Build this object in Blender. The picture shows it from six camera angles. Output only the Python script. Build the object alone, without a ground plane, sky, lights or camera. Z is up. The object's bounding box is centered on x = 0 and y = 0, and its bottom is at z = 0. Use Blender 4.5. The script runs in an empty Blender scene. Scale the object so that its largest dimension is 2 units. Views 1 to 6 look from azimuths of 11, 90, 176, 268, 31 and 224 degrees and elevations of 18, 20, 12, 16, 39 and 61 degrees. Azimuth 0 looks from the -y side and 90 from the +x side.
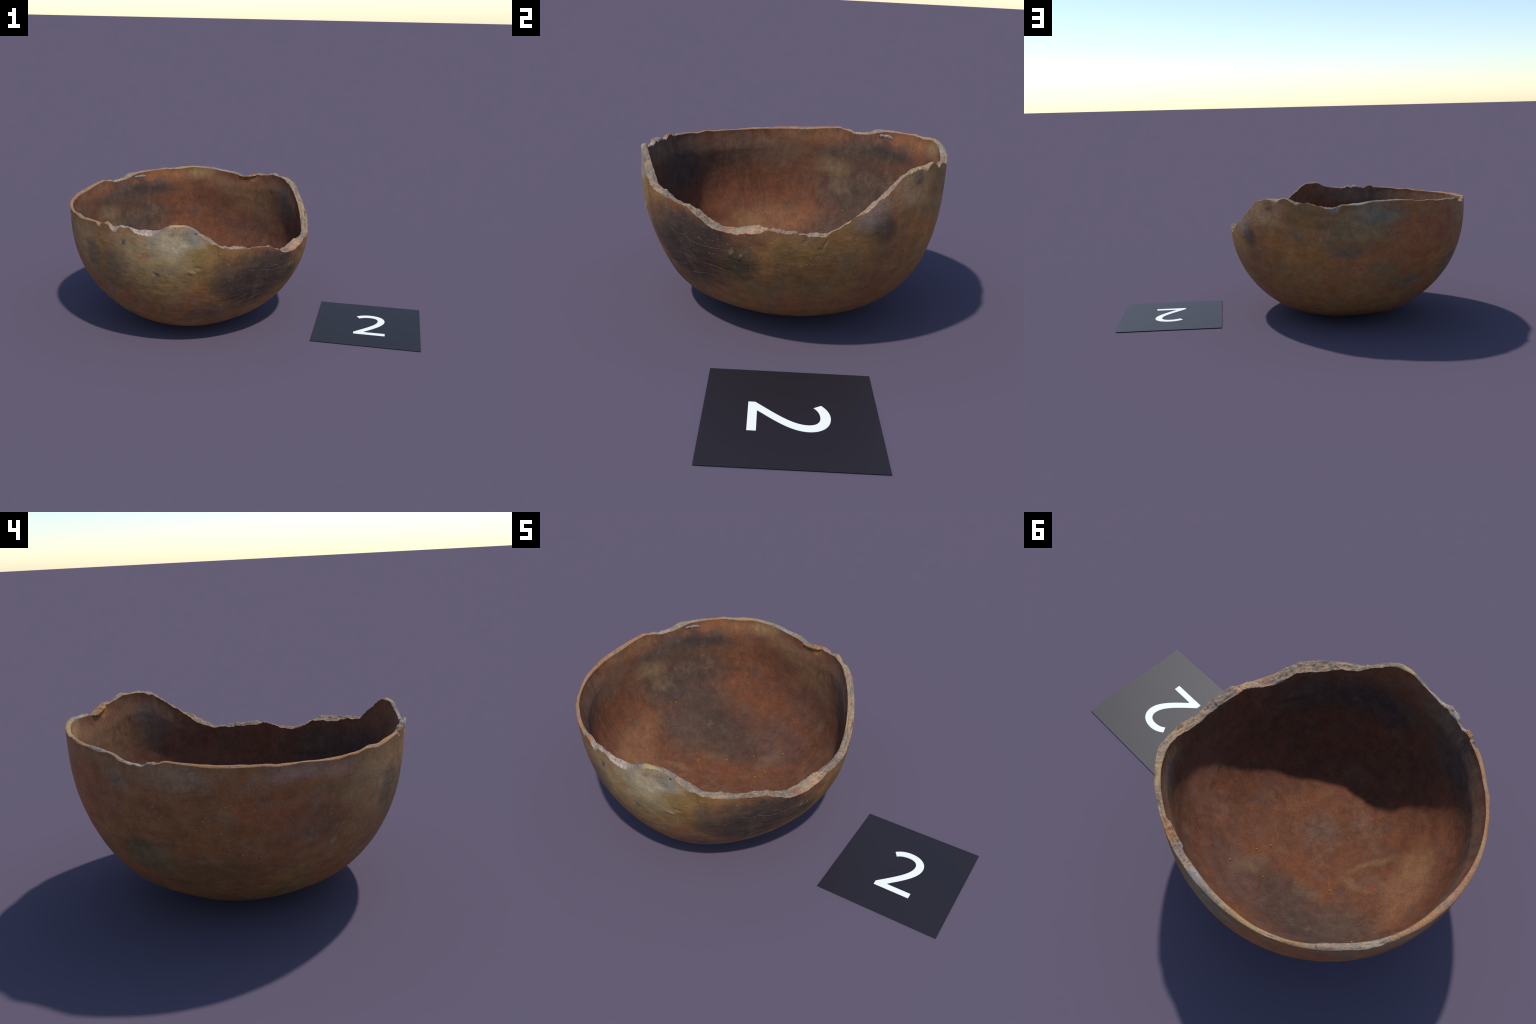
"""A broken hand-built clay bowl standing beside a small black number card."""
import math
import random
import bpy
import numpy as np

random.seed(11)

# ---------------------------------------------------------------- noise ----
def hash3(i, j, k, seed):
    n = (i * 374761393 + j * 668265263 + k * 2147483647 + seed * 1274126177) & 0xFFFFFFFF
    n = ((n ^ (n >> 13)) * 1274126177) & 0xFFFFFFFF
    return ((n ^ (n >> 16)) & 0xFFFF) / 32767.5 - 1.0


def noise(P, scale, seed=0):
    """Smooth lattice noise in -1..1 at the points P (..., 3)."""
    q = np.asarray(P, float) * scale + 100.0
    b = np.floor(q).astype(np.int64)
    f = q - b
    f = f * f * f * (f * (f * 6 - 15) + 10)
    out = 0.0
    for a in (0, 1):
        for c in (0, 1):
            for e in (0, 1):
                w = (f[..., 0] if a else 1 - f[..., 0]) * (f[..., 1] if c else 1 - f[..., 1]) * (f[..., 2] if e else 1 - f[..., 2])
                out = out + w * hash3(b[..., 0] + a, b[..., 1] + c, b[..., 2] + e, seed)
    return out


def fbm(P, scale, seed=0, octaves=4):
    return sum(noise(P, scale * 2 ** o, seed + o) / 2 ** o for o in range(octaves))


def smooth(a, b, x):
    t = np.clip((x - a) / (b - a), 0, 1)
    return t * t * (3 - 2 * t)


# ------------------------------------------------- the form of the bowl ----
CENTRE = np.array([-0.36, 0.0, 0.5])        # middle of the mouth
# distance of the outer face from CENTRE: a meridian in powers of sin(latitude) ...
MERIDIAN = (0.6553, 0.0733, 0.0428, 0.1921, 0.3641, 0.3578)
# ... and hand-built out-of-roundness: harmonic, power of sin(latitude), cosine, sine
LOBES = ((1, 0, 0.0343, 0.0027), (1, 1, -0.0186, 0.0052), (1, 2, -0.0329, 0.0163),
         (2, 0, 0.0119, -0.0098), (2, 1, -0.0091, 0.0002), (2, 2, -0.0453, 0.0387),
         (3, 0, 0.0010, 0.0006), (3, 1, 0.0086, 0.0191), (3, 2, -0.0043, 0.0174),
         (4, 0, -0.0002, 0.0011), (4, 1, -0.0034, 0.0095), (4, 2, 0.0096, 0.0006),
         (5, 0, -0.0012, 0.0002), (5, 1, -0.0032, -0.0018), (5, 2, 0.0027, -0.0066))
# uneven swells and flats of the belly: azimuth, latitude, height in mm
SWELLS = ((0, -55, 1.4), (30, -55, 4.1), (60, -55, -6.3), (90, -55, -5.3), (120, -55, 7.9), (180, -55, 7.4),
          (210, -55, 2.1), (270, -55, 5.8), (300, -55, 1.4), (330, -55, 5.1), (60, -37, -1.4), (120, -37, 1.4),
          (180, -37, -7.3), (210, -37, -4.2), (240, -37, -2.2), (270, -37, -1.3), (300, -37, 4.4), (330, -37, -2.5),
          (30, -19, 7.1), (60, -19, 4.0), (90, -19, -4.6), (120, -19, -0.8), (180, -19, -2.4), (210, -19, 2.2),
          (270, -19, 1.5), (300, -19, -5.3), (330, -19, -6.5), (285, -42, 9.0), (248, -57, 5.0), (332, -18, -6.0), (318, -12, -3.0), (308, -46, 5.0), (166, -52, 6.0), (196, -32, -4.0), (345, -24, -4.0),
          (92, -62, -5.0), (150, -38, -4.0))
BASE_LAT = math.radians(-62)                # below this the foot is a shallow cap
BASE_Z = 0.030

# height (mm) of the outer edge of the broken rim against azimuth (degrees from +x)
OUTER_EDGE = (
    (0, 513), (6, 505), (8, 505), (10, 514), (18, 578), (22, 598), (34, 706), (38, 725),
    (40, 728), (42, 727), (46, 712), (48, 728), (50, 736), (52, 733), (56, 707), (60, 720),
    (70, 687), (78, 708), (84, 705), (90, 721), (102, 724), (108, 721), (112, 713), (118, 714),
    (122, 704), (130, 704), (134, 696), (138, 700), (140, 695), (144, 672), (150, 667), (158, 684),
    (172, 665), (186, 661), (190, 655), (198, 658), (210, 645), (214, 650), (218, 648), (222, 655),
    (228, 646), (240, 658), (242.6, 658), (243.2, 644), (245, 641), (245.8, 662), (248, 668), (250.5, 666),
    (251.4, 650), (253, 636), (254.6, 634), (255.6, 648), (256.4, 661), (261.5, 669), (263.2, 652), (264.5, 643), (267, 640), (270, 632), (272.5, 636), (275.5, 652), (282, 685), (286, 689), (288, 686), (290, 674),
    (296, 617), (302, 576), (324, 553), (334, 496), (336, 490), (338, 493), (342, 487), (348, 499),
    (352, 516), (360, 513))
# the same for the edge on the inside
INNER_EDGE = (
    (0, 508), (4, 503), (10, 509), (16, 539), (28, 645), (36, 705), (40, 724), (50, 728),
    (70, 693), (92, 720), (102, 723), (110, 708), (114, 712), (134, 697), (142, 671), (148, 664),
    (150, 664), (156, 681), (158, 681), (172, 662), (204, 651), (220, 650), (224, 657), (230, 649),
    (234, 656), (244, 657), (248, 669), (250, 667), (252, 654), (256, 662), (260, 653), (262, 665),
    (264, 654), (270, 654), (276, 665), (280, 689), (282, 691), (288, 686), (294, 648), (302, 576),
    (306, 566), (308, 568), (318, 543), (326, 540), (330, 512), (336, 490), (342, 498), (348, 518),
    (352, 508), (360, 508))
# wall thickness (mm) at the rim
RIM_WALL = (
    (0, 41), (30, 31), (38, 32), (44, 26), (60, 21), (64, 21), (72, 29), (82, 33),
    (108, 19), (120, 16), (126, 19), (138, 31), (144, 30), (158, 19), (174, 31), (202, 16),
    (218, 14), (224, 18), (240, 18), (246, 20), (256, 25), (270, 26), (274, 20), (278, 24),
    (284, 23), (322, 54), (326, 49), (334, 57), (340, 56), (348, 46), (354, 46), (360, 41))

N = 1440                                     # columns round the bowl
AZ = np.arange(N) * math.tau / N
DEG = np.degrees(AZ)


def along(table):
    a = np.array(table, float)
    return np.interp(DEG, a[:, 0], a[:, 1]) / 1000.0


def soften(v, n):
    for _ in range(n):
        v = 0.25 * np.roll(v, 1) + 0.5 * v + 0.25 * np.roll(v, -1)
    return v


def radius(lat, az):
    s, c = np.sin(lat), np.cos(lat)
    r = sum(m * s ** i for i, m in enumerate(MERIDIAN))
    for k, j, a, b in LOBES:
        r = r + c ** k * s ** j * (a * np.cos(k * az) + b * np.sin(k * az))
    for deg, la, mm in SWELLS:
        d = (np.degrees(az) - deg + 180) % 360 - 180
        r = r + 0.001 * mm * np.exp(-(d / 26) ** 2 - ((np.degrees(lat) - la) / 15) ** 2)
    return r


def polar(r, lat, az):
    return CENTRE + np.stack([r * np.cos(lat) * np.cos(az), r * np.cos(lat) * np.sin(az), r * np.sin(lat)], -1)


def face(lat, az, inset):
    """Point of the wall, `inset` metres inside the outer face."""
    ring = polar(radius(np.full_like(lat, BASE_LAT), az), np.full_like(lat, BASE_LAT), az) - CENTRE
    P = polar(radius(lat, az), lat, az)
    # shallow cap for the foot
    u = np.clip((lat + math.pi / 2) / (BASE_LAT + math.pi / 2), 0, 1)
    q = np.hypot(ring[..., 0], ring[..., 1]) * np.tan(u * (BASE_LAT + math.pi / 2)) / math.tan(BASE_LAT + math.pi / 2)
    z0 = ring[..., 2] + CENTRE[2]
    cap = np.stack([CENTRE[0] + q * np.cos(az), CENTRE[1] + q * np.sin(az), BASE_Z + (z0 - BASE_Z) * (q / np.hypot(ring[..., 0], ring[..., 1])) ** 2], -1)
    P = np.where((lat < BASE_LAT)[..., None], cap, P)
    d = P - CENTRE
    l = np.linalg.norm(d, axis=-1, keepdims=True)
    return P - d / l * np.asarray(inset)[..., None]


def lat_at_height(z, inset):
    lat = np.arcsin(np.clip((z - CENTRE[2]) / 0.66, -0.6, 0.6))
    for _ in range(25):
        r = radius(lat, AZ) - inset
        lat = np.arcsin(np.clip((z - CENTRE[2]) / r, -0.7, 0.7))
    return lat


# how rough the rim is: 1 on the fresh break, 0 on the worn old lip
def arc(a, b, soft=4):
    d = (DEG - a) % 360
    return np.minimum(smooth(0, soft, d), 1 - smooth((b - a) % 360 - soft, (b - a) % 360, d)) * (d <= (b - a) % 360)


BREAK = np.clip(0.12 + arc(286, 44) + 0.6 * arc(50, 82) + 0.35 * arc(112, 120) + 0.5 * arc(140, 158) + 0.9 * arc(244, 274), 0, 1)
edge_dir = np.stack([np.cos(AZ), np.sin(AZ), np.zeros(N)], -1)
jag_o = (fbm(edge_dir, 26, 3, 3) * 0.0035 + np.abs(noise(edge_dir, 44, 5)) * -0.004) * BREAK
jag_i = (fbm(edge_dir, 24, 17, 3) * 0.0035 + np.abs(noise(edge_dir, 38, 9)) * -0.004) * BREAK
H_OUT = soften(along(OUTER_EDGE), 2) + jag_o
H_IN = soften(along(INNER_EDGE), 3) + jag_i
T_RIM = soften(along(RIM_WALL), 80)
LAT_OUT = lat_at_height(H_OUT, 0 * T_RIM)
LAT_IN = lat_at_height(H_IN, T_RIM)

ROWS_OUT, ROWS_RIM, ROWS_IN = 210, 14, 180


SHOULDER_WALL = 0.042
# the lower wall is thickest on the +y side and thinnest under the dip of the rim
DEEP_WALL = 0.034 - 0.009 * np.exp(-(((DEG - 318 + 180) % 360 - 180) / 35) ** 2)
HEEL = 0.020 * np.exp(-(((DEG - 58 + 180) % 360 - 180) / 48) ** 2)


def wall_thickness(z):
    """Thin at the lip, thickest a hand's breadth below it, thinner again in the foot."""
    depth = H_IN[None] - z
    t = T_RIM + np.maximum(SHOULDER_WALL - T_RIM, 0) * smooth(0.0, 0.10, depth)
    t = t + (DEEP_WALL + HEEL * (1 - smooth(0.18, 0.36, z)) - t) * smooth(0.10, 0.32, depth)
    return t


def rows(n):
    # denser toward the rim
    u = np.linspace(0, 1, n)
    return (1 - (1 - u) ** 1.25)


u = rows(ROWS_OUT)[:, None]
lat_o = -math.pi / 2 + 1e-4 + u * (LAT_OUT[None] + math.pi / 2 - 1e-4)
az_o = np.broadcast_to(AZ, lat_o.shape)
outer = face(lat_o, az_o, np.zeros_like(lat_o))
u = rows(ROWS_IN)[:, None]
lat_i = -math.pi / 2 + 1e-4 + u * (LAT_IN[None] + math.pi / 2 - 1e-4)
first = face(lat_i, np.broadcast_to(AZ, lat_i.shape), np.full_like(lat_i, 0.04))
inner = face(lat_i, np.broadcast_to(AZ, lat_i.shape), wall_thickness(first[..., 2]))
# the floor inside is one shallow dish, lowest a little off the middle
reach = np.hypot(inner[..., 0] - CENTRE[0] + 0.02, inner[..., 1] + 0.03)
dish = 0.054 + 0.22 * reach ** 2 + 0.35 * reach ** 4 - 0.013 * (inner[..., 0] - CENTRE[0]) - 0.055 * inner[..., 1]
inner[..., 2] += (dish - inner[..., 2]) * (1 - smooth(0.10, 0.30, reach))


def outward(P):
    d = P - CENTRE
    d = d / np.linalg.norm(d, axis=-1, keepdims=True)
    return d


# uneven, hand-smoothed faces
fade_o = (1 - rows(ROWS_OUT)[:, None] ** 20)
fade_i = (1 - rows(ROWS_IN)[:, None] ** 20)


def mark(P, deg, z, w, h, lean=0.0):
    """1 at a small spot of the wall, 0 outside it: w and h are half sizes in metres."""
    az = np.arctan2(P[..., 1] - CENTRE[1], P[..., 0] - CENTRE[0])
    a = (az - math.radians(deg) + math.pi) % math.tau - math.pi
    x = a * np.hypot(P[..., 0] - CENTRE[0], P[..., 1] - CENTRE[1])
    y = P[..., 2] - z
    x, y = x * math.cos(lean) + y * math.sin(lean), y * math.cos(lean) - x * math.sin(lean)
    return np.exp(-((x / w) ** 2 + (y / h) ** 2) ** 1.5)


# dents and pebbles on the outside: azimuth, height, half width, half height, depth (mm), lean
DENTS = ((258, 0.59, 0.014, 0.010, -2.5, -0.5), (291, 0.65, 0.008, 0.005, -4.0, 0.0), (273, 0.43, 0.022, 0.009, -3.0, -0.4),
         (289, 0.45, 0.018, 0.010, 4.0, -0.3), (292, 0.475, 0.014, 0.008, -3.0, -0.2), (340, 0.40, 0.008, 0.012, 2.5, 0.0),
         (3, 0.485, 0.008, 0.012, -4.0, -0.5), (9, 0.475, 0.005, 0.016, -4.0, -0.4), (8, 0.452, 0.012, 0.008, -2.5, -0.4),
         (94, 0.385, 0.007, 0.007, -4.0, 0.0), (71, 0.69, 0.022, 0.014, -4.0, 0.0), (46, 0.39, 0.006, 0.012, -2.0, 0.0),
         (211, 0.35, 0.014, 0.020, -4.0, -0.6), (177, 0.41, 0.016, 0.008, -3.0, 0.0), (186, 0.19, 0.020, 0.007, -3.0, 0.0),
         (174, 0.49, 0.020, 0.012, -1.5, 0.0), (208, 0.53, 0.012, 0.008, -2.5, 0.4), (343, 0.39, 0.007, 0.010, 2.5, 0.0),
         (310, 0.27, 0.03, 0.006, -2.0, 0.1), (325, 0.30, 0.03, 0.005, -2.0, -0.1), (20, 0.30, 0.02, 0.008, -1.5, 0.2),
         (282, 0.585, 0.010, 0.004, -2.0, 0.2), (265, 0.33, 0.012, 0.006, -2.0, 0.0), (67, 0.36, 0.006, 0.008, -2.0, 0.0))
# spots where the lip is scarred on the inside
SCARS = ((50, 0.61, 0.014, 0.018, -2.0, 0.2), (57, 0.585, 0.010, 0.016, -2.0, 0.2), (53, 0.55, 0.010, 0.014, -1.5, 0.0),
         (62, 0.55, 0.009, 0.016, -1.5, 0.2), (246, 0.635, 0.014, 0.012, -1.5, 0.0))
# the long hairline crack: azimuth and height
CRACK = ((300, 0.590), (300.2, 0.550), (301, 0.530), (304, 0.510), (306, 0.490), (308, 0.470), (311, 0.450), (315, 0.440),
         (319, 0.428), (322, 0.432), (327, 0.412), (332, 0.408), (336, 0.414), (340, 0.410))

low = smooth(0.02, 0.12, outer[..., 2])
push = 0.0014 * fbm(outer, 5, 40, 2) + (0.0005 * fbm(outer * (1, 1, 3.0), 30, 50, 3)) * low
for deg, z, dw, dh, mm, lean in DENTS:
    push = push + 0.001 * mm * mark(outer, deg, z, dw, dh, lean)
outer = outer + outward(outer) * (push * fade_o)[..., None]
push = 0.0020 * fbm(inner, 5, 60, 2) + 0.0005 * fbm(inner * (1, 1, 2.0), 25, 70, 3)
for deg, z, dw, dh, mm, lean in SCARS:
    push = push - 0.001 * mm * mark(inner, deg, z, dw, dh, lean)
push = push * fade_i
# a fold of clay that hangs over the inside of the lip
az_in = np.broadcast_to(DEG, inner.shape[:2])
fold_edge = np.interp(az_in, (57.5, 60, 63, 66, 70, 74, 75.5), (0.760, 0.718, 0.697, 0.686, 0.681, 0.695, 0.730))
fold = smooth(0.0, 0.004, inner[..., 2] - fold_edge) * smooth(57.5, 60, az_in) * (1 - smooth(74, 75.5, az_in))
push = push - 0.011 * fold
inner = inner + outward(inner) * push[..., None]

# the broken or worn rim between the two faces
w = np.linspace(0, 1, ROWS_RIM + 2)[1:-1, None, None]
A, B = outer[-1][None], inner[-1][None]
rim = A * (1 - w) + B * w
bump = (4 * w * (1 - w))[..., 0]
crown = bump * T_RIM[None] * (0.28 * (1 - BREAK))[None]
layers = np.stack([np.cos(AZ)[None] * 9 + 0 * bump, np.sin(AZ)[None] * 9 + 0 * bump, w[..., 0] * 3.2 + 0 * AZ[None]], -1)
rough = (0.0060 * fbm(rim, 38, 80, 4) + 0.0055 * fbm(layers, 1.0, 86, 3) + 0.003 * fbm(rim * (1, 1, 3), 90, 90, 2)) * np.sqrt(bump) * BREAK[None]
rim = rim.copy()
rim[..., 2] += crown + rough
side = outward(rim)
rim += side * (fbm(rim, 45, 95, 3) * 0.002 * np.sqrt(bump) * BREAK[None])[..., None]


# ------------------------------------------------------------- helpers ----
ORIGIN = np.array([CENTRE[0], CENTRE[1], 0.0])


def link(ob, parent):
    bpy.context.scene.collection.objects.link(ob)
    if parent:
        ob.parent = parent
    return ob


def make_mesh(name, verts, faces, normals=None, material=None, parent=None, shade=True):
    me = bpy.data.meshes.new(name)
    verts = np.asarray(verts, np.float32)
    quads = np.asarray(faces, np.int32)
    k = quads.shape[1]
    me.vertices.add(len(verts))
    me.vertices.foreach_set("co", verts.ravel())
    me.loops.add(quads.size)
    me.loops.foreach_set("vertex_index", quads.ravel())
    me.polygons.add(len(quads))
    me.polygons.foreach_set("loop_start", np.arange(len(quads), dtype=np.int32) * k)
    me.update(calc_edges=True)
    if shade:
        me.shade_smooth()
    if normals is not None:
        me.normals_split_custom_set_from_vertices([tuple(n) for n in normals])
    if material:
        me.materials.append(material)
    return link(bpy.data.objects.new(name, me), parent)


def grid_quads(nr):
    i, j = np.meshgrid(np.arange(nr - 1), np.arange(N), indexing="ij")
    a = i * N + j
    b = i * N + (j + 1) % N
    return np.stack([a, b, b + N, a + N], -1).reshape(-1, 4)


def empty(name, label, category, location):
    e = bpy.data.objects.new(name, None)
    e.empty_display_size = 0.1
    e.location = location
    e["label"], e["category"] = label, category
    return link(e, None)


def on_wall(grid, deg, z):
    """Point of the finished outer or inner face at an azimuth and a height."""
    j = int(round(deg / 360 * N)) % N
    f = (deg / 360 * N) - math.floor(deg / 360 * N)
    out = 0
    for col, w in ((int(math.floor(deg / 360 * N)) % N, 1 - f), ((int(math.floor(deg / 360 * N)) + 1) % N, f)):
        zz = np.maximum.accumulate(grid[:, col, 2] + np.arange(len(grid)) * 1e-9)
        out = out + w * np.array([np.interp(z, zz, grid[:, col, c]) for c in range(3)])
    return out


# ----------------------------------------------------------- materials ----
class Paint:
    """Small node-tree builder for layered, patchy fired clay."""

    def __init__(self, name, warp=0.07, seed=0.0):
        self.mat = bpy.data.materials.new(name)
        self.mat.use_nodes = True
        self.t = self.mat.node_tree
        self.bsdf = self.t.nodes["Principled BSDF"]
        self.obj = self.node("ShaderNodeTexCoord").outputs["Object"]
        self.seed = seed
        n1 = self.noise(5.0, 3, vec=self.obj, colour=True)
        n2 = self.noise(22.0, 3, vec=self.obj, colour=True)
        v = self.vmath("MULTIPLY_ADD", n1, (warp * 2,) * 3, (-warp,) * 3)
        v2 = self.vmath("MULTIPLY_ADD", n2, (warp * 0.6,) * 3, (-warp * 0.3,) * 3)
        self.pos = self.vmath("ADD", self.vmath("ADD", self.obj, v), v2)
        self.cloud = self.noise(9.0, 5, rough=0.65)

    def node(self, kind, **inputs):
        n = self.t.nodes.new(kind)
        return n

    def put(self, socket, value):
        if isinstance(value, bpy.types.NodeSocket):
            self.t.links.new(value, socket)
        else:
            socket.default_value = value

    def vmath(self, op, a, b, c=None):
        n = self.node("ShaderNodeVectorMath")
        n.operation = op
        self.put(n.inputs[0], a)
        self.put(n.inputs[1], b)
        if c is not None:
            self.put(n.inputs[2], c)
        return n.outputs[0]

    def math(self, op, a, b=0.0, c=None, clamp=False):
        n = self.node("ShaderNodeMath")
        n.operation, n.use_clamp = op, clamp
        self.put(n.inputs[0], a)
        self.put(n.inputs[1], b)
        if c is not None:
            self.put(n.inputs[2], c)
        return n.outputs[0]

    def mapping(self, vec, scale=(1, 1, 1), loc=(0, 0, 0), rot=(0, 0, 0), kind="POINT"):
        n = self.node("ShaderNodeMapping")
        n.vector_type = kind
        self.put(n.inputs["Vector"], vec)
        n.inputs["Location"].default_value = loc
        n.inputs["Rotation"].default_value = rot
        n.inputs["Scale"].default_value = scale
        return n.outputs[0]

    def noise(self, scale, detail=3, rough=0.55, vec=None, stretch=None, colour=False):
        n = self.node("ShaderNodeTexNoise")
        self.seed += 3.7
        v = vec or self.obj
        v = self.mapping(v, stretch or (1, 1, 1), (self.seed, -self.seed * 0.7, self.seed * 1.3))
        self.put(n.inputs["Vector"], v)
        n.inputs["Scale"].default_value = scale
        n.inputs["Detail"].default_value = detail
        n.inputs["Roughness"].default_value = rough
        return n.outputs["Color" if colour else "Fac"]

    def voronoi(self, scale, vec=None, stretch=None):
        n = self.node("ShaderNodeTexVoronoi")
        self.seed += 2.3
        self.put(n.inputs["Vector"], self.mapping(vec or self.obj, stretch or (1, 1, 1), (self.seed, self.seed, 0)))
        n.inputs["Scale"].default_value = scale
        return n

    def step(self, x, a, b, lo=0.0, hi=1.0):
        n = self.node("ShaderNodeMapRange")
        n.interpolation_type = "SMOOTHSTEP"
        self.put(n.inputs["Value"], x)
        for k, v in zip(("From Min", "From Max", "To Min", "To Max"), (a, b, lo, hi)):
            n.inputs[k].default_value = v
        return n.outputs[0]

    def mix(self, fac, a, b, blend="MIX"):
        n = self.node("ShaderNodeMix")
        n.data_type, n.blend_type = "RGBA", blend
        self.put(n.inputs[0], fac)
        for s, v in ((n.inputs[6], a), (n.inputs[7], b)):
            self.put(s, v if isinstance(v, bpy.types.NodeSocket) else (*v, 1))
        return n.outputs[2]

    def spot(self, centre, deg, size, strength, ragged=0.5, lean=0.0):
        """Soft ragged patch round a point of the wall: size = (through, along, up)."""
        v = self.mapping(self.pos, size, tuple(centre - ORIGIN), (lean, 0, math.radians(deg)), "TEXTURE")
        g = self.node("ShaderNodeTexGradient")
        g.gradient_type = "SPHERICAL"
        self.put(g.inputs[0], v)
        m = self.math("MULTIPLY_ADD", self.math("SUBTRACT", self.cloud, 0.5), ragged, g.outputs["Fac"])
        return self.step(m, 0.0, 0.62 if ragged < 0.3 else 0.80, 0.0, strength)

    def finish(self, colour, rough=0.85, spec=0.2, bump=None, strength=0.3, dist=0.003):
        self.put(self.bsdf.inputs["Base Color"], colour)
        self.put(self.bsdf.inputs["Roughness"], rough)
        self.bsdf.inputs["Specular IOR Level"].default_value = spec
        if bump is not None:
            b = self.node("ShaderNodeBump")
            b.inputs["Strength"].default_value = strength
            b.inputs["Distance"].default_value = dist
            self.put(b.inputs["Height"], bump)
            self.put(self.bsdf.inputs["Normal"], b.outputs[0])
        return self.mat


def plain(name, colour, rough=0.8, spec=0.3):
    m = bpy.data.materials.new(name)
    m.use_nodes = True
    b = m.node_tree.nodes["Principled BSDF"]
    b.inputs["Base Color"].default_value = (*colour, 1)
    b.inputs["Roughness"].default_value = rough
    b.inputs["Specular IOR Level"].default_value = spec
    return m


# Colour patches of the outer face, the lowest ones a little darker:
# azimuth, height, half length, half height, colour, strength, lean
BACK_CLOUDS = (
    (165, 0.42, 0.75, 0.42, (0.270, 0.114, 0.046), 0.9, 0), (75, 0.40, 0.50, 0.34, (0.340, 0.150, 0.054), 0.8, 0),
    # back and left: red-brown with smoky clouds
    (116, 0.52, 0.30, 0.26, (0.36, 0.125, 0.050), 0.9, 0), (131, 0.56, 0.16, 0.16, (0.30, 0.105, 0.050), 0.8, 0),
    (165, 0.50, 0.26, 0.20, (0.27, 0.115, 0.045), 0.8, 0), (188, 0.54, 0.28, 0.15, (0.31, 0.108, 0.042), 0.9, 0),
    (204, 0.42, 0.22, 0.16, (0.23, 0.100, 0.054), 0.8, 0), (160, 0.64, 0.22, 0.07, (0.34, 0.210, 0.125), 0.8, 0),
    (201, 0.625, 0.26, 0.05, (0.34, 0.205, 0.155), 0.75, 0), (228, 0.54, 0.20, 0.20, (0.42, 0.245, 0.110), 0.9, 0),
    (222, 0.38, 0.16, 0.12, (0.30, 0.165, 0.066), 0.8, 0), (168, 0.26, 0.34, 0.12, (0.22, 0.108, 0.046), 0.7, 0),
    (146, 0.31, 0.17, 0.13, (0.18, 0.125, 0.060), 0.85, 0), (142, 0.345, 0.09, 0.07, (0.15, 0.115, 0.070), 0.5, 0),
    (86, 0.42, 0.22, 0.13, (0.37, 0.145, 0.055), 0.8, 0), (84, 0.58, 0.26, 0.10, (0.29, 0.200, 0.090), 0.85, 0),
    (92, 0.66, 0.22, 0.08, (0.23, 0.195, 0.140), 0.95, 0), (79, 0.46, 0.13, 0.06, (0.17, 0.120, 0.078), 0.85, 0),
    (71, 0.51, 0.05, 0.06, (0.19, 0.140, 0.095), 0.7, 0), (110, 0.28, 0.16, 0.07, (0.19, 0.135, 0.080), 0.85, 0),
    (97, 0.34, 0.13, 0.10, (0.25, 0.160, 0.068), 0.8, 0), (58, 0.47, 0.24, 0.18, (0.41, 0.180, 0.050), 0.85, 0),
    (50, 0.25, 0.30, 0.12, (0.26, 0.130, 0.052), 0.6, 0), (72, 0.69, 0.045, 0.030, (0.30, 0.28, 0.26), 0.8, 0),
)
RIGHT_CLOUDS = (   # tan over ochre
    (40, 0.66, 0.20, 0.15, (0.52, 0.310, 0.140), 0.9, 0), (40, 0.50, 0.13, 0.12, (0.43, 0.175, 0.052), 0.85, 0),
    (24, 0.58, 0.12, 0.08, (0.40, 0.270, 0.190), 0.85, 0.4), (28, 0.52, 0.085, 0.085, (0.135, 0.092, 0.058), 0.8, 0),
    (18, 0.44, 0.16, 0.12, (0.37, 0.190, 0.062), 0.8, 0), (358, 0.43, 0.24, 0.16, (0.255, 0.140, 0.046), 0.9, 0),
    (10, 0.29, 0.30, 0.13, (0.26, 0.140, 0.056), 0.75, 0), (348, 0.475, 0.09, 0.05, (0.15, 0.058, 0.027), 0.85, 0),
    (32, 0.28, 0.16, 0.12, (0.25, 0.115, 0.048), 0.7, 0),
)
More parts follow.
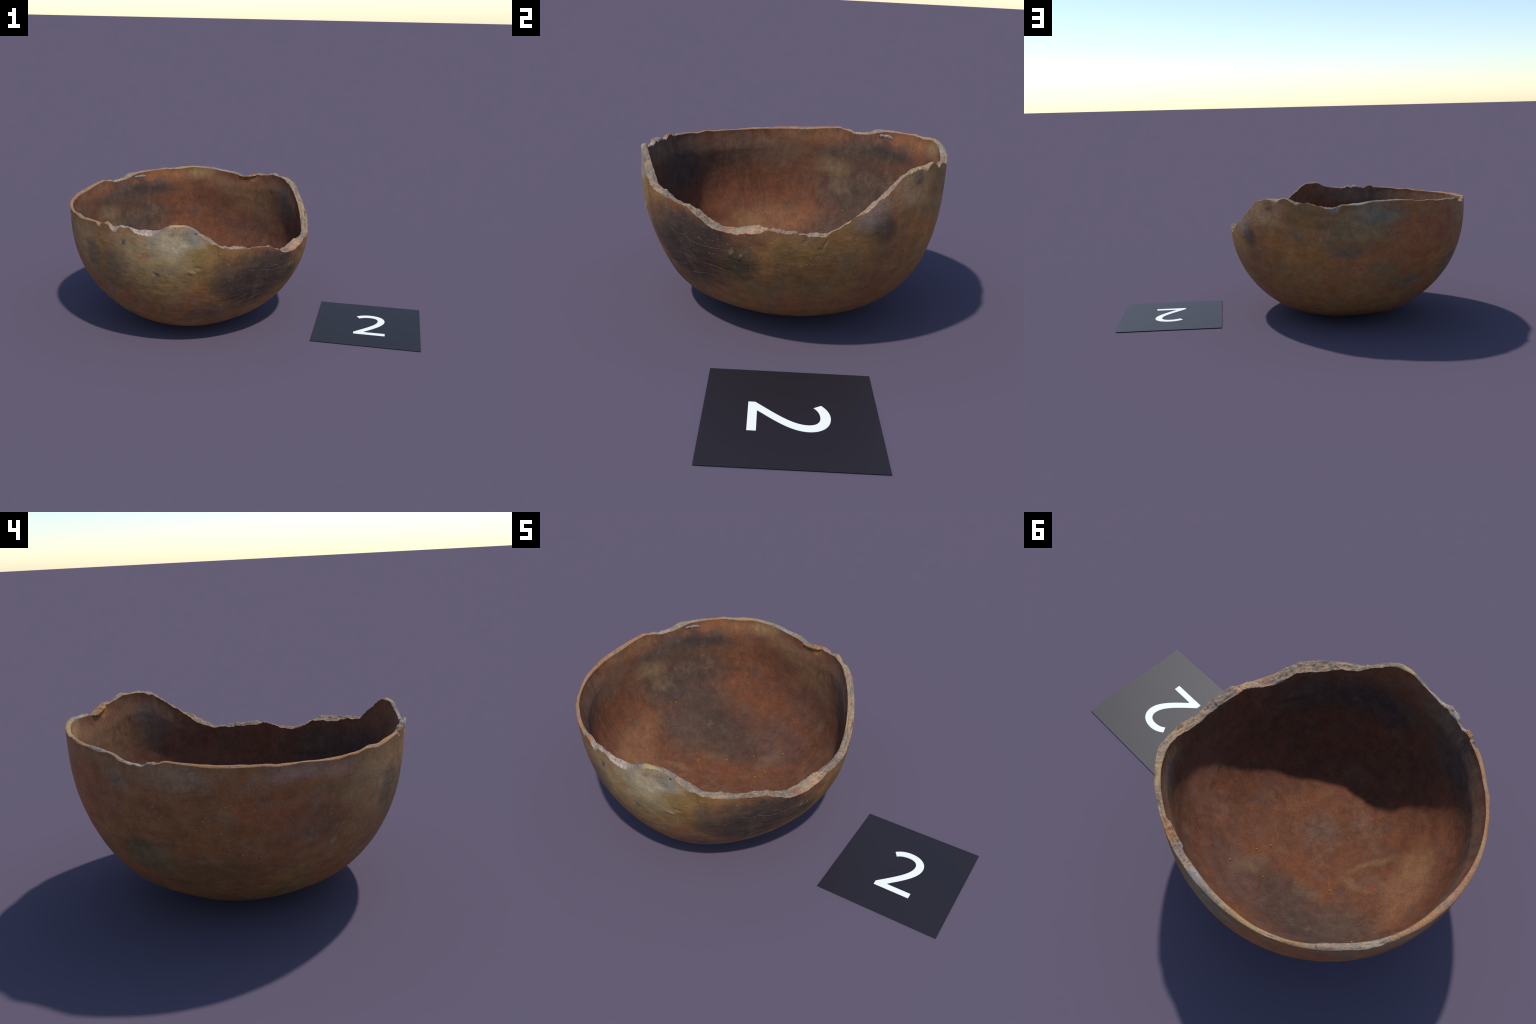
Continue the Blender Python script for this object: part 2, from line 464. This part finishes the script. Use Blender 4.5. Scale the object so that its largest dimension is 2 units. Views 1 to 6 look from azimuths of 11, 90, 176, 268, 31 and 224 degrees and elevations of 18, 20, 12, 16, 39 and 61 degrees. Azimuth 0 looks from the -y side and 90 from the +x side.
FRONT_CLOUDS = (   # pale bloom, ochre rim, a big soot-black cloud
    (258, 0.60, 0.16, 0.14, (0.36, 0.215, 0.100), 0.9, 0), (276, 0.55, 0.34, 0.22, (0.38, 0.280, 0.130), 1.0, 0),
    (281, 0.61, 0.22, 0.12, (0.46, 0.385, 0.245), 0.85, 0), (270, 0.38, 0.28, 0.14, (0.31, 0.195, 0.072), 0.85, 0),
    (251, 0.46, 0.11, 0.14, (0.165, 0.120, 0.075), 0.75, -0.4), (237, 0.48, 0.09, 0.12, (0.20, 0.140, 0.078), 0.6, -0.3),
    (234, 0.31, 0.16, 0.10, (0.26, 0.120, 0.060), 0.8, 0), (246, 0.35, 0.16, 0.04, (0.17, 0.125, 0.065), 0.7, -0.4),
    (294, 0.54, 0.15, 0.07, (0.275, 0.175, 0.054), 0.95, 0), (301, 0.59, 0.08, 0.06, (0.21, 0.122, 0.032), 0.95, 0),
    (290, 0.625, 0.085, 0.065, (0.26, 0.235, 0.175), 0.9, -0.5), (295, 0.44, 0.15, 0.10, (0.24, 0.145, 0.048), 0.85, 0),
    (306, 0.53, 0.10, 0.07, (0.235, 0.120, 0.036), 0.95, 0), (308, 0.50, 0.05, 0.04, (0.24, 0.090, 0.030), 0.8, 0.5),
    (303, 0.37, 0.13, 0.11, (0.115, 0.084, 0.040), 0.85, 0), (321, 0.40, 0.34, 0.27, (0.062, 0.043, 0.034), 1.0, 0),
    (317, 0.30, 0.26, 0.16, (0.085, 0.055, 0.040), 0.95, 0), (300, 0.19, 0.28, 0.10, (0.17, 0.092, 0.055), 0.85, 0),
    (342, 0.35, 0.12, 0.10, (0.082, 0.064, 0.034), 0.85, 0), (334, 0.46, 0.16, 0.09, (0.062, 0.042, 0.032), 0.95, 0), (322, 0.50, 0.12, 0.05, (0.066, 0.044, 0.032), 0.9, 0.2),
    (318, 0.545, 0.08, 0.02, (0.20, 0.080, 0.030), 0.7, 0),
)
STAINS = (
    (268, 0.53, 0.035, 0.035, (0.36, 0.170, 0.080), 0.7, -0.5), (263, 0.60, 0.025, 0.025, (0.36, 0.165, 0.085), 0.6, 0),
    (258, 0.59, 0.018, 0.013, (0.08, 0.08, 0.075), 0.9, -0.5), (291, 0.65, 0.010, 0.007, (0.05, 0.045, 0.04), 0.9, 0),
    (273, 0.43, 0.020, 0.012, (0.10, 0.09, 0.065), 0.8, 0), (289, 0.45, 0.022, 0.012, (0.42, 0.28, 0.13), 0.8, 0),
    (340, 0.40, 0.010, 0.022, (0.26, 0.20, 0.13), 0.7, 0), (343, 0.39, 0.006, 0.010, (0.34, 0.27, 0.19), 0.8, 0.4),
    (211, 0.35, 0.014, 0.018, (0.32, 0.26, 0.23), 0.7, -0.5), (68, 0.53, 0.012, 0.020, (0.55, 0.20, 0.05), 0.8, 0),
    (142, 0.62, 0.05, 0.06, (0.22, 0.17, 0.15), 0.4, 0), (280, 0.46, 0.10, 0.035, (0.25, 0.20, 0.11), 0.6, 0))

# dark patches, red slip and worn lime bloom of the inner face
INNER_PATCHES = (
    (100, 0.45, 0.42, 0.24, (0.158, 0.058, 0.028), 0.9, 0), (60, 0.55, 0.26, 0.18, (0.225, 0.108, 0.050), 0.9, 0),
    (62, 0.36, 0.20, 0.14, (0.137, 0.060, 0.036), 0.8, 0), (80, 0.62, 0.20, 0.08, (0.240, 0.115, 0.052), 0.8, 0),
    (96, 0.70, 0.16, 0.07, (0.290, 0.160, 0.068), 0.85, 0), (118, 0.685, 0.24, 0.065, (0.230, 0.088, 0.037), 0.95, 0),
    (112, 0.60, 0.20, 0.08, (0.190, 0.076, 0.034), 0.8, 0), (170, 0.655, 0.34, 0.055, (0.215, 0.095, 0.042), 0.95, 0),
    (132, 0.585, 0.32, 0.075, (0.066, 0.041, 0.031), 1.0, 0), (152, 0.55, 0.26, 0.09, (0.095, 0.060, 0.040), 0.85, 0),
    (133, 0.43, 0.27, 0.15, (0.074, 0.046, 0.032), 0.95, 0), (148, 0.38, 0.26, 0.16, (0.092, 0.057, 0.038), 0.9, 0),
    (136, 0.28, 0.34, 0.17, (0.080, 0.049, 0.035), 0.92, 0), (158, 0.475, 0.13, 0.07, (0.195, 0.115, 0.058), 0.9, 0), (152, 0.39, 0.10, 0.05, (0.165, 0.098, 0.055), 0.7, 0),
    (185, 0.54, 0.22, 0.12, (0.150, 0.078, 0.044), 0.85, 0), (207, 0.56, 0.22, 0.12, (0.145, 0.074, 0.044), 0.85, 0),
    (222, 0.37, 0.30, 0.16, (0.225, 0.078, 0.037), 0.85, 0), (205, 0.22, 0.28, 0.12, (0.270, 0.110, 0.050), 0.85, 0),
    (176, 0.22, 0.18, 0.10, (0.215, 0.090, 0.042), 0.8, 0), (190, 0.17, 0.20, 0.10, (0.250, 0.115, 0.054), 0.7, 0),
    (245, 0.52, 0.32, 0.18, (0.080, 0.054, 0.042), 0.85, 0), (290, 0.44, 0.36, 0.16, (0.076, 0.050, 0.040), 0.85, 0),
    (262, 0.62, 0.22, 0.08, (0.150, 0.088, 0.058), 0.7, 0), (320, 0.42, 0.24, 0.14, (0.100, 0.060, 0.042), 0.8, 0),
    (20, 0.30, 0.28, 0.16, (0.200, 0.082, 0.045), 0.8, 0), (36, 0.55, 0.16, 0.14, (0.155, 0.090, 0.058), 0.8, 0),
    (40, 0.64, 0.12, 0.07, (0.140, 0.100, 0.075), 0.7, 0), (66, 0.69, 0.10, 0.03, (0.330, 0.150, 0.055), 0.85, 0),
    (246, 0.640, 0.025, 0.02, (0.20, 0.09, 0.055), 0.6, 0))
# the same on the floor: x, y, half length, half width, colour, strength, heading
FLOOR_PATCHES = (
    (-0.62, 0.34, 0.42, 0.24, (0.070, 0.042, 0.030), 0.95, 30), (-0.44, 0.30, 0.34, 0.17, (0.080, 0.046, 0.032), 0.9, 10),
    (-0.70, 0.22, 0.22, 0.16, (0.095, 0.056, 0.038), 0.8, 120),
    (-0.27, 0.42, 0.26, 0.16, (0.110, 0.056, 0.040), 0.85, 80), (-0.10, 0.38, 0.18, 0.16, (0.120, 0.062, 0.044), 0.7, 60), (-0.82, -0.08, 0.26, 0.18, (0.240, 0.102, 0.048), 0.85, 190),
    (-0.75, -0.20, 0.14, 0.12, (0.270, 0.130, 0.058), 0.7, 210), (-0.33, -0.07, 0.14, 0.12, (0.155, 0.090, 0.060), 0.7, 0),
    (-0.48, 0.20, 0.10, 0.06, (0.130, 0.082, 0.052), 0.6, 30), (-0.20, 0.30, 0.16, 0.06, (0.160, 0.090, 0.056), 0.6, 60),
    (0.06, 0.24, 0.16, 0.14, (0.195, 0.085, 0.050), 0.7, 30), (-0.62, 0.02, 0.12, 0.03, (0.230, 0.120, 0.060), 0.6, 20),
    (-0.60, -0.10, 0.16, 0.025, (0.240, 0.125, 0.060), 0.6, 60))


def patches(p, colour, table, grid, through):
    for deg, z, along_, up, c, k, lean in table:
        small = along_ < 0.06
        m = p.spot(on_wall(grid, deg, z), deg, (through, along_, up), k, 0.25 if small else 0.55, lean)
        colour = p.mix(m, colour, c)
    return colour


def outer_material():
    p = Paint("burnished_outer_clay", 0.045, 1.0)
    colour = p.mix(p.step(p.noise(3.5, 4), 0.38, 0.62), (0.29, 0.155, 0.058), (0.30, 0.122, 0.050))
    colour = p.mix(p.step(p.noise(13.0, 4, 0.65), 0.54, 0.75, 0, 0.35), colour, (0.34, 0.14, 0.05))
    for table in (BACK_CLOUDS, RIGHT_CLOUDS, FRONT_CLOUDS, STAINS):
        colour = patches(p, colour, table, outer, 0.22)
    # burnishing, blotches, smoky bloom and grain
    streak = p.noise(7.0, 4, 0.65, vec=p.pos, stretch=(1, 1, 4))
    colour = p.mix(1.0, colour, p.mix(p.step(streak, 0.25, 0.75), (0.88, 0.88, 0.88), (1.12, 1.11, 1.11)), "MULTIPLY")
    blotch = p.noise(21.0, 6, 0.72)
    colour = p.mix(1.0, colour, p.mix(p.step(blotch, 0.28, 0.72), (0.80, 0.81, 0.84), (1.19, 1.18, 1.15)), "MULTIPLY")
    warm = p.noise(10.0, 5, 0.7)
    colour = p.mix(1.0, colour, p.mix(p.step(warm, 0.3, 0.7), (0.92, 1.0, 1.08), (1.08, 1.0, 0.90)), "MULTIPLY")
    lilac = p.noise(15.0, 6, 0.75)
    colour = p.mix(p.step(lilac, 0.57, 0.76, 0, 0.38), colour, (0.25, 0.205, 0.20))
    grain = p.noise(190.0, 3, 0.7)
    colour = p.mix(1.0, colour, p.mix(p.step(grain, 0.3, 0.7), (0.86, 0.86, 0.87), (1.14, 1.14, 1.13)), "MULTIPLY")
    for size, reach_, k in ((30.0, 0.15, 0.48), (17.0, 0.11, 0.48), (46.0, 0.19, 0.40)):
        v = p.voronoi(size, stretch=(1, 1, 1.7))
        chance = p.step(p.noise(11.0, 2), 0.42, 0.54)
        fleck = p.math("ADD", v.outputs["Distance"], p.math("MULTIPLY_ADD", p.noise(110.0, 2), 0.16, -0.08))
        speck = p.math("MULTIPLY", p.step(fleck, reach_, reach_ * 0.4), chance)
        colour = p.mix(p.math("MULTIPLY", speck, k), colour, (0.40, 0.33, 0.29))
    v2 = p.voronoi(22.0, stretch=(1, 1, 1.6))
    pit = p.math("MULTIPLY", p.step(v2.outputs["Distance"], 0.12, 0.06), p.step(p.noise(8.0, 2), 0.52, 0.62))
    colour = p.mix(p.math("MULTIPLY", pit, 0.6), colour, (0.07, 0.06, 0.055))
    fine = p.noise(60.0, 4, 0.65, stretch=(1, 1, 3))
    h = p.math("ADD", p.math("MULTIPLY", fine, 0.6), p.math("MULTIPLY_ADD", grain, 0.2, p.math("MULTIPLY", pit, -0.6)))
    colour = p.mix(1.0, colour, (0.89, 0.835, 0.85), "MULTIPLY")
    return p.finish(colour, 0.7, 0.2, h, 0.35, 0.003)


def inner_material():
    p = Paint("slipped_inner_clay", 0.05, 50.0)
    colour = p.mix(p.step(p.noise(3.0, 4), 0.36, 0.64), (0.170, 0.060, 0.028), (0.142, 0.058, 0.031))
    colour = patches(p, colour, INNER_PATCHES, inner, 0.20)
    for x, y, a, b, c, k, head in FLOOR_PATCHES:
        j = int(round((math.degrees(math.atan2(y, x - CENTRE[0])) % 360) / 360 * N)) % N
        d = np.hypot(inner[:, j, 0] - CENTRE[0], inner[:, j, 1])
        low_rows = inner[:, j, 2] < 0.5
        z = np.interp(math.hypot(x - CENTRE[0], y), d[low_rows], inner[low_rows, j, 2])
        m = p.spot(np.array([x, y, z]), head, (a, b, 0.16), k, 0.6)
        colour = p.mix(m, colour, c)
    # wiping marks run round the wall, brush marks run down from the lip
    rings = p.noise(4.0, 4, 0.6, vec=p.pos, stretch=(1, 1, 6))
    colour = p.mix(1.0, colour, p.mix(p.step(rings, 0.25, 0.75), (0.90, 0.90, 0.91), (1.10, 1.09, 1.09)), "MULTIPLY")
    down = p.noise(40.0, 3, 0.6, vec=p.pos, stretch=(1, 1, 0.2))
    where = p.step(p.noise(4.0, 2), 0.46, 0.60)
    colour = p.mix(where, colour, p.mix(1.0, colour, p.mix(p.step(down, 0.28, 0.72), (0.86, 0.86, 0.88), (1.14, 1.14, 1.13)), "MULTIPLY"))
    blotch = p.noise(20.0, 6, 0.72)
    colour = p.mix(1.0, colour, p.mix(p.step(blotch, 0.28, 0.72), (0.80, 0.83, 0.86), (1.20, 1.17, 1.14)), "MULTIPLY")
    bloom = p.noise(15.0, 6, 0.75)
    colour = p.mix(p.step(bloom, 0.57, 0.75, 0, 0.45), colour, (0.200, 0.124, 0.076))
    ash = p.noise(12.0, 5, 0.7)
    colour = p.mix(p.step(ash, 0.54, 0.74, 0, 0.55), colour, (0.098, 0.074, 0.062))
    grain = p.noise(170.0, 3, 0.7)
    colour = p.mix(1.0, colour, p.mix(p.step(grain, 0.3, 0.7), (0.84, 0.84, 0.85), (1.16, 1.15, 1.14)), "MULTIPLY")
    v = p.voronoi(30.0)
    speck = p.math("MULTIPLY", p.step(v.outputs["Distance"], 0.12, 0.06), p.step(p.noise(9.0, 2), 0.52, 0.62))
    colour = p.mix(p.math("MULTIPLY", speck, 0.5), colour, (0.06, 0.05, 0.048))
    fine = p.noise(55.0, 4, 0.65)
    h = p.math("ADD", p.math("MULTIPLY", fine, 0.6), p.math("MULTIPLY", grain, 0.2))
    colour = p.mix(1.0, colour, (0.93, 0.985, 1.05), "MULTIPLY")
    return p.finish(colour, 0.9, 0.12, h, 0.30, 0.003)


# stretches of the rim: azimuth, height, half length, colour, strength
RIM_PATCHES = (
    (105, 0.715, 0.16, (0.36, 0.225, 0.095), 0.8), (122, 0.70, 0.10, (0.34, 0.175, 0.070), 0.7), (165, 0.67, 0.22, (0.35, 0.165, 0.070), 0.85),
    (190, 0.66, 0.24, (0.36, 0.165, 0.072), 0.85), (215, 0.65, 0.22, (0.37, 0.175, 0.075), 0.85), (236, 0.655, 0.14, (0.40, 0.185, 0.075), 0.85),
    (249, 0.665, 0.03, (0.42, 0.19, 0.07), 0.8), (283, 0.69, 0.06, (0.40, 0.29, 0.13), 0.85), (348, 0.50, 0.10, (0.40, 0.245, 0.140), 0.85),
    (338, 0.49, 0.05, (0.30, 0.13, 0.070), 0.7), (46, 0.72, 0.12, (0.42, 0.27, 0.13), 0.6), (66, 0.70, 0.09, (0.36, 0.165, 0.06), 0.9),
    (84, 0.705, 0.05, (0.30, 0.28, 0.25), 0.8), (258, 0.65, 0.05, (0.33, 0.29, 0.26), 0.7), (268, 0.65, 0.09, (0.46, 0.35, 0.29), 0.9),
    (148, 0.67, 0.07, (0.33, 0.27, 0.20), 0.7), (20, 0.58, 0.16, (0.42, 0.26, 0.13), 0.55), (252, 0.64, 0.02, (0.33, 0.30, 0.28), 0.7))


def rim_material():
    p = Paint("broken_clay", 0.02, 120.0)
    big = p.noise(16.0, 5, 0.65)
    colour = p.mix(p.step(big, 0.36, 0.60), (0.190, 0.157, 0.130), (0.32, 0.218, 0.140))
    for deg, z, a, c, k in RIM_PATCHES:
        colour = p.mix(p.spot(on_wall(outer, deg, z), deg, (0.08, a, 0.08), k, 0.5), colour, c)
    colour = p.mix(p.step(p.noise(30.0, 5, 0.7), 0.55, 0.68, 0, 0.8), colour, (0.150, 0.130, 0.115))
    colour = p.mix(p.step(p.noise(34.0, 5, 0.7), 0.60, 0.72, 0, 0.7), colour, (0.40, 0.20, 0.11))
    colour = p.mix(p.step(p.noise(48.0, 4, 0.7), 0.66, 0.76, 0, 0.6), colour, (0.50, 0.40, 0.31))
    colour = p.mix(p.step(p.noise(40.0, 4, 0.7), 0.58, 0.70, 0, 0.85), colour, (0.085, 0.073, 0.066))
    grain = p.noise(150.0, 4, 0.7)
    colour = p.mix(1.0, colour, p.mix(p.step(grain, 0.3, 0.7), (0.80, 0.80, 0.81), (1.20, 1.19, 1.18)), "MULTIPLY")
    h = p.math("ADD", p.math("MULTIPLY", p.noise(85.0, 5, 0.7), 1.0), p.math("MULTIPLY", grain, 0.25))
    return p.finish(colour, 0.92, 0.15, h, 0.6, 0.005)


outer_clay, inner_clay, break_clay = outer_material(), inner_material(), rim_material()

# --------------------------------------------------------------- build ----
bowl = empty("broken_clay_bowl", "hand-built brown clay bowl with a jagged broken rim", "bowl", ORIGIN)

whole = np.concatenate([outer.reshape(-1, 3), rim.reshape(-1, 3), inner[::-1].reshape(-1, 3)])
quads = grid_quads(ROWS_OUT + ROWS_RIM + ROWS_IN)
# vertex normals of the whole body
tri = whole[quads]
fn = np.cross(tri[:, 2] - tri[:, 0], tri[:, 3] - tri[:, 1])
vn = np.zeros_like(whole)
for c in range(4):
    for a in range(3):
        vn[:, a] += np.bincount(quads[:, c], fn[:, a], len(whole))
vn /= np.linalg.norm(vn, axis=1, keepdims=True) + 1e-12


def part(name, r0, r1, material):
    sel = whole[r0 * N:(r1 + 1) * N] - ORIGIN
    return make_mesh(name, sel, grid_quads(r1 - r0 + 1), vn[r0 * N:(r1 + 1) * N], material, bowl)


part("outer_wall", 0, ROWS_OUT - 1, outer_clay)
part("broken_rim", ROWS_OUT - 1, ROWS_OUT + ROWS_RIM, break_clay)
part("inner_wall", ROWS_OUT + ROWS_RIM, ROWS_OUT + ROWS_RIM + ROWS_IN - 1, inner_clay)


def thread(name, grid, path, width, height, material, parent, side=1, step=0.004, wander=0.0, seed=0):
    """A low rounded strip that follows the wall: cracks, scratches, pen strokes."""
    rng = random.Random(seed)
    path = np.array(path, float)
    dense = []
    for (d0, z0), (d1, z1) in zip(path[:-1], path[1:]):
        n = max(2, int(math.hypot(math.radians(d1 - d0) * 0.62, z1 - z0) / step))
        for i in range(n):
            f = i / n
            dense.append((d0 + (d1 - d0) * f + rng.gauss(0, wander / 0.011), z0 + (z1 - z0) * f + rng.gauss(0, wander)))
    dense.append(tuple(path[-1]))
    P = np.array([on_wall(grid, d, z) for d, z in dense])
    T = np.gradient(P, axis=0)
    T /= np.linalg.norm(T, axis=1, keepdims=True) + 1e-9
    Nn = outward(P) * side
    S = np.cross(T, Nn)
    S /= np.linalg.norm(S, axis=1, keepdims=True) + 1e-9
    u = np.linspace(0, 1, len(P))[:, None]
    wd = width * np.minimum(1, 0.25 + 5 * np.minimum(u, 1 - u)) * (1 + 0.4 * np.sin(u * 37 + seed) * np.sin(u * 91))
    V = np.concatenate([P - S * wd / 2 - Nn * 0.0012, P - S * wd / 4 + Nn * height, P + S * wd / 4 + Nn * height, P + S * wd / 2 - Nn * 0.0012])
    n = len(P)
    F = [(k * n + i, k * n + i + 1, (k + 1) * n + i + 1, (k + 1) * n + i) for k in range(3) for i in range(n - 1)]
    F += [(3 * n + i, 3 * n + i + 1, i + 1, i) for i in range(n - 1)]
    F += [(0, n, 2 * n, 3 * n), (n - 1, 4 * n - 1, 3 * n - 1, 2 * n - 1)]
    return make_mesh(name, V - ORIGIN, F, None, material, parent)


# hairline crack: dark where it leaves the rim, filled with pale dust in the soot cloud
crack_dark = plain("crack_shadow", (0.075, 0.068, 0.062), 0.95, 0.1)
crack_dust = plain("crack_dust", (0.16, 0.110, 0.090), 0.95, 0.1)
scratch_pale = plain("pale_scratch", (0.17, 0.13, 0.10), 0.9, 0.1)
thread("crack", outer, CRACK[:6], 0.0042, 0.0004, crack_dark, bowl, wander=0.0012, seed=4)
thread("crack", outer, CRACK[5:9], 0.0028, 0.0004, crack_dark, bowl, wander=0.0016, seed=5)
thread("crack", outer, CRACK[8:], 0.0027, 0.0004, crack_dust, bowl, wander=0.0012, seed=6)
for i, path in enumerate((((288.5, 0.645), (290.5, 0.612)), ((292, 0.555), (296, 0.560), (298, 0.545)), ((311, 0.27), (318, 0.285)),
                          ((319, 0.25), (327, 0.275)), ((17, 0.47), (21, 0.455)), ((330, 0.33), (337, 0.318)))):
    thread("scratch", outer, path, 0.0022, 0.0003, scratch_pale, bowl, wander=0.0008, seed=20 + i)

# inked accession label inside the lip
label_paint = Paint("label_varnish", 0.01, 200.0)
worn = label_paint.mix(label_paint.step(label_paint.noise(60, 4, 0.7), 0.35, 0.62), (0.14, 0.115, 0.10), (0.30, 0.265, 0.26))
label_varnish = label_paint.finish(worn, 0.7, 0.3)
ink = plain("ink", (0.030, 0.032, 0.034), 0.7, 0.3)
label = thread("catalogue_label", inner, [(129.3, 0.671), (133, 0.672), (136.6, 0.673)], 0.024, 0.0004, label_varnish, bowl, -1, 0.004)
strokes = (((136.9, 0.677), (136.2, 0.667)), ((135.5, 0.680), (134.9, 0.671), (135.6, 0.664)), ((134.2, 0.681), (134.2, 0.664)),
           ((133.3, 0.680), (132.6, 0.672), (133.3, 0.665)), ((132.4, 0.680), (132.0, 0.668)),
           ((130.9, 0.681), (130.9, 0.664)), ((130.1, 0.681), (129.7, 0.664)), ((130.9, 0.673), (129.9, 0.673)))
for i, s in enumerate(strokes):
    thread("ink_mark", inner, s, 0.0048, 0.0013, ink, label, -1, 0.003, seed=i).location = (0, 0, 0)

# a few yellow grains and dark fibres lying inside
grain_mat = plain("yellow_grain", (0.34, 0.22, 0.015), 0.7, 0.3)
fibre_mat = plain("dark_fibre", (0.03, 0.025, 0.022), 0.9, 0.1)


def floor_point(x, y):
    deg = math.degrees(math.atan2(y, x - CENTRE[0])) % 360
    j = int(round(deg / 360 * N)) % N
    r = np.hypot(inner[:, j, 0] - CENTRE[0], inner[:, j, 1])
    k = inner[:, j, 2] < 0.45
    return np.array([x, y, np.interp(math.hypot(x - CENTRE[0], y), r[k], inner[k, j, 2])])


def ball(rad, seed):
    rng = random.Random(seed)
    V, F, n, m = [], [], 10, 6
    for i in range(m + 1):
        for k in range(n):
            a, b = math.pi * i / m, math.tau * k / n
            r = rad * (1 + rng.uniform(-0.12, 0.12)) if 0 < i < m else rad
            V.append((r * math.sin(a) * math.cos(b), r * math.sin(a) * math.sin(b) * 0.8, r * math.cos(a) * 0.75))
    for i in range(m):
        for k in range(n):
            F.append((i * n + k, (i + 1) * n + k, (i + 1) * n + (k + 1) % n, i * n + (k + 1) % n))
    return V, F


V, F = ball(0.0045, 3)
grain_mesh = None
for i, (x, y) in enumerate(((-0.80, 0.28), (-0.55, 0.125), (-0.195, 0.23), (-0.180, 0.228), (-0.21, 0.165), (-0.30, 0.30), (-0.42, 0.21), (-0.15, 0.36))):
    q = floor_point(x, y) - ORIGIN + np.array([0, 0, 0.002])
    if grain_mesh is None:
        g = make_mesh("yellow_grain", V, F, None, grain_mat, bowl)
        grain_mesh = g.data
    else:
        g = link(bpy.data.objects.new("yellow_grain", grain_mesh), bowl)
    g.location = q
    g.rotation_euler = (0, 0, i * 1.3)
    g.scale = (1.0 + 0.15 * math.sin(i * 2.1),) * 3
thread("fibre", inner, ((10.6, 0.235), (12.4, 0.238), (13.0, 0.236), (14.2, 0.232)), 0.004, 0.0012, fibre_mat, bowl, -1, 0.003, seed=2)
thread("fibre", inner, ((158, 0.185), (156, 0.188), (153.5, 0.182)), 0.0028, 0.0010, fibre_mat, bowl, -1, 0.003, seed=3)

# ------------------------------------------------------ the number card ----
card = empty("number_card", "small square black card with a white numeral two", "card", (0.7065, 0.009, 0.0))
black = plain("black_card", (0.0165, 0.0125, 0.0180), 0.52, 0.45)
white = plain("white_print", (0.90, 0.90, 0.90), 0.6, 0.3)


def slab(name, outline, z0, z1, material, parent):
    n = len(outline)
    me = bpy.data.meshes.new(name)
    v = [(x, y, z0) for x, y in outline] + [(x, y, z1) for x, y in outline]
    f = [list(range(n))[::-1], list(range(n, 2 * n))] + [[i, (i + 1) % n, n + (i + 1) % n, n + i] for i in range(n)]
    me.from_pydata(v, [], f)
    me.materials.append(material)
    return link(bpy.data.objects.new(name, me), parent)


h = 0.2925
slab("card_panel", [(-h, -h), (h, -h), (h, h), (-h, h)], 0.0, 0.0012, black, card)


def bezier(p0, p1, p2, p3, n):
    t = np.linspace(0, 1, n, endpoint=False)[:, None]
    p0, p1, p2, p3 = map(np.array, (p0, p1, p2, p3))
    return [tuple(p) for p in (1 - t) ** 3 * p0 + 3 * (1 - t) ** 2 * t * p1 + 3 * (1 - t) * t * t * p2 + t ** 3 * p3]


digit = (bezier((-0.067, 0.104), (-0.044, 0.124), (-0.016, 0.133), (0.010, 0.132), 10)
         + bezier((0.010, 0.132), (0.060, 0.131), (0.094, 0.102), (0.094, 0.058), 14)
         + bezier((0.094, 0.058), (0.094, 0.012), (0.060, -0.033), (-0.020, -0.110), 16)
         + [(-0.020, -0.112), (0.100, -0.112), (0.100, -0.1425), (-0.072, -0.1425), (-0.072, -0.119)]
         + bezier((-0.072, -0.119), (0.000, -0.046), (0.056, 0.005), (0.056, 0.056), 16)
         + bezier((0.056, 0.056), (0.056, 0.084), (0.036, 0.098), (0.008, 0.098), 12)
         + bezier((0.008, 0.098), (-0.014, 0.098), (-0.035, 0.092), (-0.050, 0.078), 8)
         + [(-0.050, 0.078)])
slab("digit", digit, 0.0006, 0.0020, white, card)
